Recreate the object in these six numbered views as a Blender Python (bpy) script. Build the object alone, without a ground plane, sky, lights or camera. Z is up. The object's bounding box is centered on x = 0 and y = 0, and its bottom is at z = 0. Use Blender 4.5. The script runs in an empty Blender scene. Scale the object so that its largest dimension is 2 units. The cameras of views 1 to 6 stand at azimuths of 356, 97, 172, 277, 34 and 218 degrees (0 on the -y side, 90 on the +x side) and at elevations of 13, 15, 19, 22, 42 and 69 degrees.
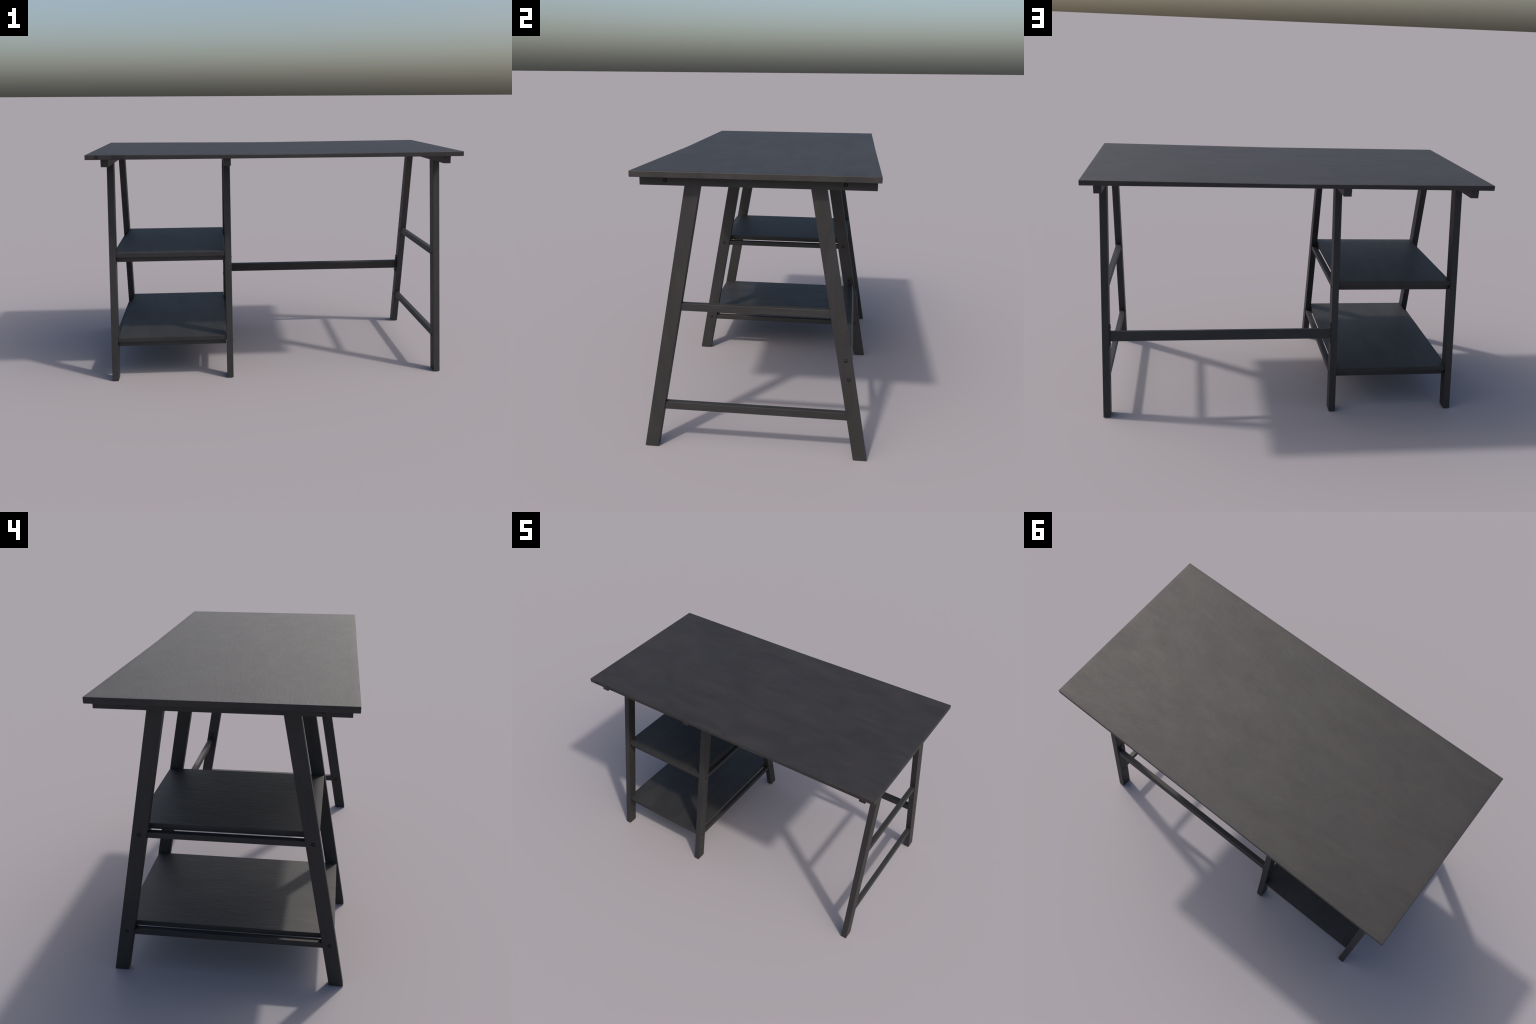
# A dark stained trestle desk: a long thin top carried by three A-frame
# trestles, two open shelves between the left pair and a stretcher to the right.
import bpy, bmesh, math, random
from mathutils import Vector, Matrix

random.seed(7)

# ----------------------------------------------------------------- sizes (m)
TOP_X, TOP_Y = 0.9995, 0.4995          # half sizes of the desktop
TOP_Z0, TOP_Z1, TOP_SAG = 1.2235, 1.2500, 0.0060
RAIL_Z0 = 1.1835                       # underside of the crossbeams
LEG_FOOT = (0.4345, 0.4945)            # inner / outer y of a foot at z = 0
LEG_HEAD = (0.2245, 0.2885)            # inner / outer y where leg meets beam

# each trestle: leg x range, crossbeam x range, crossbeam y range, rung x range,
# rung heights (upper, lower), side on which the screw heads sit
TRESTLES = [
    dict(leg=(-0.9195, -0.8840), rail=(-0.9230, -0.8840), raily=(-0.4752, 0.4930),
         rung=(-0.9145, -0.8860), z=((0.6470, 0.6715), (0.1825, 0.2080)),
         screw=-1, bolt=-1),
    dict(leg=(-0.2800, -0.2450), rail=(-0.2838, -0.2442), raily=(-0.4745, 0.4890),
         rung=(-0.2780, -0.2495), z=((0.6470, 0.6715), (0.1825, 0.2080)),
         screw=1, bolt=1),
    dict(leg=(0.9010, 0.9370), rail=(0.9003, 0.9377), raily=(-0.4748, 0.4855),
         rung=(0.9050, 0.9320), z=((0.6470, 0.6795), (0.1840, 0.2180)),
         screw=-1, bolt=1),
]
SHELF_X = (-0.8832, -0.2815)
SHELVES = [dict(y=0.3710, z=(0.6738, 0.6986), batten=(0.3200, 0.3565, 0.6462)),
           dict(y=0.4485, z=(0.2085, 0.2322), batten=(0.4000, 0.4385, 0.1822))]
STRETCHER = dict(y=0.4010, z=0.4176, w=0.0257, h=0.0510, x=(-0.2420, 0.8980))
LEAN = math.atan((LEG_FOOT[1] - LEG_HEAD[1]) / RAIL_Z0) + 0.02


# ------------------------------------------------------------------ materials
def stained_wood(name, axis, base=0.0205, rough=0.58, grain=1.0, marks=False,
                 relief=0.25, pores=2.6, tone=(1.0, 1.0, 1.0)):
    """Dark charcoal stain over a fine grain running along one local axis."""
    m = bpy.data.materials.new(name)
    m.use_nodes = True
    nt = m.node_tree
    N, L = nt.nodes, nt.links
    N.clear()

    def node(kind, **kw):
        n = N.new(kind)
        for k, v in kw.items():
            setattr(n, k, v)
        return n

    def math_(op, a, b=None):
        n = node('ShaderNodeMath', operation=op)
        for i, v in enumerate((a, b)):
            if v is None:
                continue
            if isinstance(v, (int, float)):
                n.inputs[i].default_value = v
            else:
                L.new(v, n.inputs[i])
        return n.outputs[0]

    out = node('ShaderNodeOutputMaterial')
    p = node('ShaderNodeBsdfPrincipled')
    L.new(p.outputs[0], out.inputs[0])
    tc = node('ShaderNodeTexCoord')
    oi = node('ShaderNodeObjectInfo')
    shift = node('ShaderNodeVectorMath', operation='SCALE')
    shift.inputs[0].default_value = (13.1, 7.7, 9.3)
    L.new(oi.outputs['Random'], shift.inputs['Scale'])
    co = node('ShaderNodeVectorMath', operation='ADD')
    L.new(tc.outputs['Object'], co.inputs[0])
    L.new(shift.outputs[0], co.inputs[1])

    def noise(scale, stretch, detail, r=0.55, dist=0.0):
        mp = node('ShaderNodeMapping')
        s = [scale, scale, scale]
        s['xyz'.index(axis)] = scale / stretch
        mp.inputs['Scale'].default_value = s
        L.new(co.outputs[0], mp.inputs[0])
        n = node('ShaderNodeTexNoise')
        n.inputs['Scale'].default_value = 1.0
        n.inputs['Detail'].default_value = detail
        n.inputs['Roughness'].default_value = r
        n.inputs['Distortion'].default_value = dist
        L.new(mp.outputs[0], n.inputs['Vector'])
        return n.outputs['Fac']

    cloud = noise(9.5, 2.7, 4.0, 0.62, 0.8)      # broad uneven stain
    blotch = noise(4.0, 1.6, 2.0)
    streak = noise(190.0, 16.0, 4.0, 0.65)      # fine grain
    pore = noise(85.0, pores, 3.0, 0.6, 0.6)
    mott = noise(11.0, 1.8, 4.0, 0.62, 0.3)

    v = math_('MULTIPLY', math_('SUBTRACT', cloud, 0.5), 1.0)
    v = math_('ADD', v, math_('MULTIPLY', math_('SUBTRACT', streak, 0.5), 0.34 * grain))
    v = math_('ADD', v, math_('MULTIPLY', math_('SUBTRACT', blotch, 0.5), 0.20))
    v = math_('ADD', v, 0.5)
    ramp = node('ShaderNodeValToRGB')
    e = ramp.color_ramp.elements
    e[0].position, e[1].position = 0.2, 0.8
    e[0].color = (base * 0.66, base * 0.635, base * 0.61, 1)
    e[1].color = (base * 1.44, base * 1.36, base * 1.28, 1)
    L.new(v, ramp.inputs[0])
    # faint drift between a brownish and a bluish charcoal
    tint = node('ShaderNodeValToRGB')
    t = tint.color_ramp.elements
    t[0].position, t[1].position = 0.36, 0.64
    t[0].color, t[1].color = (1.05, 0.985, 0.96, 1), (0.965, 1.0, 1.03, 1)
    L.new(noise(14.0, 3.0, 2.0), tint.inputs[0])
    mul = node('ShaderNodeMix', data_type='RGBA', blend_type='MULTIPLY')
    mul.inputs[0].default_value = 1.0
    L.new(ramp.outputs[0], mul.inputs[6])
    L.new(tint.outputs[0], mul.inputs[7])
    hue = node('ShaderNodeMix', data_type='RGBA', blend_type='MULTIPLY')
    hue.inputs[0].default_value = 1.0
    L.new(mul.outputs[2], hue.inputs[6])
    hue.inputs[7].default_value = (*tone, 1)
    colour = hue.outputs[2]

    height = math_('ADD', math_('MULTIPLY', streak, 0.55 * grain), math_('MULTIPLY', pore, 1.25))
    height = math_('ADD', height, math_('MULTIPLY', mott, 1.4))

    if marks:
        # a dark knot and a darker patch on the long front edge of the top
        sep = node('ShaderNodeSeparateXYZ')
        L.new(tc.outputs['Object'], sep.inputs[0])
        X, Y, Z = sep.outputs
        front = math_('LESS_THAN', Y, -TOP_Y + 0.0015)
        dx = math_('ADD', X, 0.9408)
        dz = math_('ADD', Z, 0.0005)
        r = math_('SQRT', math_('ADD', math_('MULTIPLY', dx, dx), math_('MULTIPLY', dz, dz)))
        ring = math_('SUBTRACT', 1.0, math_('MINIMUM', math_('MULTIPLY',
                     math_('ABSOLUTE', math_('SUBTRACT', r, 0.0080)), 260.0), 1.0))
        disc = math_('LESS_THAN', r, 0.0078)
        round_mark = math_('ADD', math_('MULTIPLY', ring, 0.60), math_('MULTIPLY', disc, 0.36))
        px = math_('ABSOLUTE', math_('ADD', X, 0.8310))
        patch = math_('SUBTRACT', 1.0, math_('MINIMUM', math_('MAXIMUM', math_('MULTIPLY',
                      math_('SUBTRACT', px, 0.0300), 300.0), 0.0), 1.0))
        rim = math_('SUBTRACT', 1.0, math_('MINIMUM', math_('MULTIPLY',
                    math_('ABSOLUTE', math_('SUBTRACT', px, 0.0310)), 450.0), 1.0))
        mask = math_('MULTIPLY', front, math_('MINIMUM', math_('ADD', round_mark,
                     math_('ADD', math_('MULTIPLY', patch, 0.26), math_('MULTIPLY', rim, 0.12))), 0.95))
        dk = node('ShaderNodeMix', data_type='RGBA')
        L.new(mask, dk.inputs[0])
        L.new(colour, dk.inputs[6])
        dk.inputs[7].default_value = (base * 0.22, base * 0.21, base * 0.22, 1)
        colour = dk.outputs[2]
        L.new(math_('MULTIPLY', math_('SUBTRACT', 1.0, mask), 0.47), p.inputs['Specular IOR Level'])

    L.new(colour, p.inputs['Base Color'])
    rr = math_('ADD', math_('MULTIPLY', math_('SUBTRACT', streak, 0.5), 0.10),
               math_('ADD', math_('MULTIPLY', math_('SUBTRACT', mott, 0.5), 0.10), rough))
    L.new(rr, p.inputs['Roughness'])
    p.inputs['Specular IOR Level'].default_value = 0.47
    b = node('ShaderNodeBump')
    b.inputs['Strength'].default_value = relief
    b.inputs['Distance'].default_value = 0.0022
    L.new(height, b.inputs['Height'])
    L.new(b.outputs[0], p.inputs['Normal'])
    return m


def metal(name, c, rough, metallic=0.6, spec=0.5):
    m = bpy.data.materials.new(name)
    m.use_nodes = True
    nt = m.node_tree
    p = nt.nodes['Principled BSDF']
    n = nt.nodes.new('ShaderNodeTexNoise')
    n.inputs['Scale'].default_value = 180.0
    tc = nt.nodes.new('ShaderNodeTexCoord')
    nt.links.new(tc.outputs['Object'], n.inputs['Vector'])
    r = nt.nodes.new('ShaderNodeValToRGB')
    r.color_ramp.elements[0].color = (c * 0.75, c * 0.75, c * 0.77, 1)
    r.color_ramp.elements[1].color = (c * 1.25, c * 1.23, c * 1.2, 1)
    nt.links.new(n.outputs['Fac'], r.inputs[0])
    nt.links.new(r.outputs[0], p.inputs['Base Color'])
    p.inputs['Roughness'].default_value = rough
    p.inputs['Metallic'].default_value = metallic
    p.inputs['Specular IOR Level'].default_value = spec
    return m


M_TOP = stained_wood('stained_desktop', 'x', marks=True, relief=0.33, pores=2.8,
                     tone=(1.06, 0.985, 0.965))
M_X = stained_wood('stained_board_lengthwise', 'x', base=0.0190, pores=5.0)
M_Y = stained_wood('stained_board_crosswise', 'y', base=0.0190, pores=5.0)
M_Z = stained_wood('stained_upright', 'z', base=0.0190, pores=5.0)
M_SHELF = stained_wood('stained_shelf', 'y', grain=2.0, relief=0.40, pores=6.0)
M_SCREW = metal('blackened_screw', 0.019, 0.55, 0.0)
M_HOLE = metal('screw_recess', 0.006, 0.75, 0.0, 0.15)  # near-black and low in gloss, so the ring stays dark
M_PLATE = metal('blackened_bracket', 0.022, 0.45, 0.3)


# ------------------------------------------------------------------- builders
def finish(bm, name, mat, parent, origin, mats=None):
    bmesh.ops.recalc_face_normals(bm, faces=bm.faces)
    bmesh.ops.translate(bm, verts=bm.verts, vec=-Vector(origin))
    me = bpy.data.meshes.new(name)
    bm.to_mesh(me)
    bm.free()
    for mm in (mats or [mat]):
        me.materials.append(mm)
    for p in me.polygons:
        p.use_smooth = True
    ob = bpy.data.objects.new(name, me)
    bpy.context.scene.collection.objects.link(ob)
    ob.parent = parent
    po = Vector((0, 0, 0))
    q = parent
    while q is not None:
        po += q.location
        q = q.parent
    ob.location = Vector(origin) - po
    w = ob.modifiers.new('even_shading', 'WEIGHTED_NORMAL')
    w.keep_sharp = True
    w.weight = 100
    return ob


def soften(bm, width, segs=2, angle=30):
    sharp = [e for e in bm.edges if len(e.link_faces) == 2
             and e.calc_face_angle() > math.radians(angle)]
    bmesh.ops.bevel(bm, geom=sharp, offset=width, segments=segs,
                    profile=0.55, affect='EDGES', clamp_overlap=True)


def board(name, x, y, z, mat, parent, edge=0.0012, segs=2, shear=None):
    """A plank given by its x, y and z ranges, edges eased."""
    bm = bmesh.new()
    bmesh.ops.create_cube(bm, size=1.0)
    for v in bm.verts:
        v.co = Vector((x[0] if v.co.x < 0 else x[1],
                       y[0] if v.co.y < 0 else y[1],
                       z[0] if v.co.z < 0 else z[1]))
        if shear:
            v.co = shear(v.co)
    soften(bm, edge, segs)
    o = (sum(x) / 2, sum(y) / 2, sum(z) / 2)
    return finish(bm, name, mat, parent, o)


def leg_y(z, edge):
    """y of the inner (0) or outer (1) edge of a splayed leg at height z."""
    t = z / RAIL_Z0
    return LEG_FOOT[edge] * (1 - t) + LEG_HEAD[edge] * t


def splayed_leg(x, side, parent):
    bm = bmesh.new()
    top = RAIL_Z0 + 0.0015
    prof = [(leg_y(0, 0), 0), (leg_y(0, 1), 0), (leg_y(top, 1), top), (leg_y(top, 0), top)]
    rings = [[bm.verts.new((xx, side * yy, zz)) for yy, zz in prof] for xx in x]
    bm.faces.new(rings[0])
    bm.faces.new(rings[1][::-1])
    for i in range(4):
        j = (i + 1) % 4
        bm.faces.new((rings[0][i], rings[1][i], rings[1][j], rings[0][j]))
    bmesh.ops.recalc_face_normals(bm, faces=bm.faces)
    soften(bm, 0.0016, 2, 20)
    zc = 0.55
    o = (sum(x) / 2, side * (leg_y(zc, 0) + leg_y(zc, 1)) / 2, zc)
    return finish(bm, 'leg', M_Z, parent, o)


def lathe(bm, profile, axis_x, n=20, mat=0):
    """Surface of revolution about the x axis; profile is (height, radius)."""
    rings = []
    for h, r in profile:
        if r < 1e-6:
            rings.append([bm.verts.new((axis_x * h, 0, 0))])
        else:
            rings.append([bm.verts.new((axis_x * h, r * math.cos(a), r * math.sin(a)))
                          for a in (2 * math.pi * k / n for k in range(n))])
    for a, b in zip(rings, rings[1:]):
        for k in range(n):
            k2 = (k + 1) % n
            q = []
            for v in (a[k % len(a)], a[k2 % len(a)], b[k2 % len(b)], b[k % len(b)]):
                if v not in q:
                    q.append(v)
            if len(q) > 2:
                bm.faces.new(q).material_index = mat


_screw_mesh = {}


def screw(parent, pos, side, radius=0.0066, name='screw'):
    """Cross-slot screw head on a slightly raised near-black ring, facing +x or -x."""
    key = (side, round(radius, 5))
    if key not in _screw_mesh:
        R = radius
        bm = bmesh.new()
        lathe(bm, [(-0.001, 1.28 * R), (0.0005, 1.24 * R), (0.0006, 0.95 * R), (0.0002, 0.5 * R)],
              side, mat=1)
        lathe(bm, [(0.0, 0.80 * R), (0.0012, 0.78 * R), (0.0018, 0.66 * R),
                   (0.0020, 0.42 * R), (0.0021, 0.0)], side, mat=0)
        for a in (0.4, 0.4 + math.pi / 2):          # the two bars of the cross slot
            m = Matrix.Translation((side * 0.0020, 0, 0)) @ Matrix.Rotation(a, 4, 'X')
            r = bmesh.ops.create_cube(bm, size=1.0,
                                      matrix=m @ Matrix.Diagonal((0.0006, 1.0 * R, 0.20 * R, 1)))
            for f in {f for v in r['verts'] for f in v.link_faces}:
                f.material_index = 1
        ob = finish(bm, name, None, parent, (0, 0, 0), [M_SCREW, M_HOLE])
        _screw_mesh[key] = ob
    else:
        ob = _screw_mesh[key].copy()
        ob.name = name
        bpy.context.scene.collection.objects.link(ob)
        ob.parent = parent
    po = Vector((0, 0, 0))
    q = parent
    while q is not None:
        po += q.location
        q = q.parent
    ob.location = Vector(pos) - po
    ob.rotation_euler = (random.uniform(0, 3.1), 0, 0)
    return ob


# ---------------------------------------------------------------- the desk
desk = bpy.data.objects.new('trestle_desk', None)
bpy.context.scene.collection.objects.link(desk)
desk['label'] = 'long dark charcoal wooden trestle desk with two open side shelves'
desk['category'] = 'desk'

# desktop: a thin board whose upper face sinks slightly towards mid-length
bm = bmesh.new()
bmesh.ops.create_cube(bm, size=1.0)
for v in bm.verts:
    v.co = Vector((v.co.x * 2 * TOP_X, v.co.y * 2 * TOP_Y, TOP_Z0 if v.co.z < 0 else TOP_Z1))
EASE = 0.030                            # the top face falls away slightly at its rim
for k in (-TOP_X + EASE, -0.6, -0.3, -0.06, 0.06, 0.3, 0.6, TOP_X - EASE):
    bmesh.ops.bisect_plane(bm, geom=bm.verts[:] + bm.edges[:] + bm.faces[:],
                           plane_co=(k, 0, 0), plane_no=(1, 0, 0))
for k in (-TOP_Y + EASE, TOP_Y - EASE):
    bmesh.ops.bisect_plane(bm, geom=bm.verts[:] + bm.edges[:] + bm.faces[:],
                           plane_co=(0, k, 0), plane_no=(0, 1, 0))
for v in bm.verts:
    if v.co.z > TOP_Z1 - 1e-4:
        v.co.z -= TOP_SAG * (1 - abs(v.co.x) / TOP_X)
        if abs(v.co.x) > TOP_X - 0.001 or abs(v.co.y) > TOP_Y - 0.001:
            v.co.z -= 0.0012
soften(bm, 0.0026, 3)
finish(bm, 'desktop', M_TOP, desk, (0, 0, (TOP_Z0 + TOP_Z1) / 2))

for t in TRESTLES:
    xo = t['leg'][0] if t['screw'] < 0 else t['leg'][1]
    rail = board('crossbeam', t['rail'], t['raily'], (RAIL_Z0, TOP_Z0 + 0.001), M_Y, desk)
    xr = t['rail'][0] if t['bolt'] < 0 else t['rail'][1]
    for y in (-0.3675, 0.3595):
        screw(rail, (xr, y, 1.2040), t['bolt'], 0.0068)
    for side in (-1, 1):
        leg = splayed_leg(t['leg'], side, desk)
        for y, z in ((0.3482, 0.6612), (0.4300, 0.1980)):
            screw(leg, (xo, side * y, z), t['screw'])
        t['leg_ob', side] = leg
    for z0, z1 in t['z']:
        zc = (z0 + z1) / 2
        # ends follow the splay of the legs and run a little way into them
        def cut(c):
            s = 1 if c.y > 0 else -1
            return Vector((c.x, s * (leg_y(c.z, 0) + 0.004), c.z))
        board('rung', t['rung'], (-1, 1), (z0, z1), M_Y, desk, 0.0015, 2, cut)

for s in SHELVES:
    board('shelf', SHELF_X, (-s['y'], s['y']), s['z'], M_SHELF, desk, 0.0013)
    y0, y1, z0 = s['batten']
    for side in (-1, 1):
        board('shelf_batten', (SHELF_X[0] + 0.0024, SHELF_X[1] - 0.0024),
              tuple(sorted((side * y0, side * y1))), (z0, s['z'][0] + 0.001), M_X, desk)

# stretcher between the two rear legs, tilted with their splay
S = STRETCHER
tilt = Matrix.Translation((0, S['y'], S['z'])) @ Matrix.Rotation(LEAN, 4, 'X')
bm = bmesh.new()
bmesh.ops.create_cube(bm, size=1.0)
for v in bm.verts:
    v.co = tilt @ Vector((S['x'][0] if v.co.x < 0 else S['x'][1], v.co.y * S['w'], v.co.z * S['h']))
soften(bm, 0.0016)
stretcher = finish(bm, 'stretcher', M_X, desk, (sum(S['x']) / 2, S['y'], S['z']))

# a small plug let into the top of the stretcher
bm = bmesh.new()
lathe(bm, [(-0.002, 0.0034), (0.0007, 0.0034), (0.0009, 0.0026), (0.0009, 0.0)], 1, 14)
bmesh.ops.transform(bm, verts=bm.verts, matrix=tilt
                    @ Matrix.Translation((0.050, 0, S['h'] / 2)) @ Matrix.Rotation(-math.pi / 2, 4, 'Y'))
finish(bm, 'plug', M_HOLE, stretcher, tilt @ Vector((0.050, 0, S['h'] / 2)))

# round-ended steel plates that fix the stretcher to the legs
for x, side in ((TRESTLES[1]['leg'][1], 1), (TRESTLES[2]['leg'][0], -1)):
    bm = bmesh.new()
    hw, lo, hi, r = 0.0160, -0.0560, 0.0605, 0.0060
    outline = []
    for cy, cz, a0 in ((hw - r, hi - r, 0), (-hw + r, hi - r, 90), (-hw + r, lo + r, 180), (hw - r, lo + r, 270)):
        for k in range(6):
            a = math.radians(a0 + 18 * k)
            outline.append((cy + r * math.cos(a), cz + r * math.sin(a)))
    a = [bm.verts.new(tilt @ Vector((x - side * 0.001, y, z))) for y, z in outline]
    b = [bm.verts.new(tilt @ Vector((x + side * 0.0048, y, z))) for y, z in outline]
    bm.faces.new(a)
    bm.faces.new(b[::-1])
    n = len(a)
    for i in range(n):
        bm.faces.new((a[i], b[i], b[(i + 1) % n], a[(i + 1) % n]))
    bmesh.ops.recalc_face_normals(bm, faces=bm.faces)
    soften(bm, 0.0007, 1, 50)
    plate = finish(bm, 'bracket', M_PLATE, desk, tuple(tilt @ Vector((x, 0, 0))))
    for dz in (0.0435, -0.0425):
        c = tilt @ Vector((x + side * 0.0048, -0.004, dz))
        screw(plate, tuple(c), side, 0.0058)

# bolts through the rear right leg into the far bracket
leg = TRESTLES[2]['leg_ob', 1]
for y, z in ((0.3875, 0.4617), (0.4025, 0.3770)):
    screw(leg, (TRESTLES[2]['leg'][1], y, z), 1, 0.0064, 'bolt')
    screw(TRESTLES[1]['leg_ob', 1], (TRESTLES[1]['leg'][0], y, z), -1, 0.0064, 'bolt')
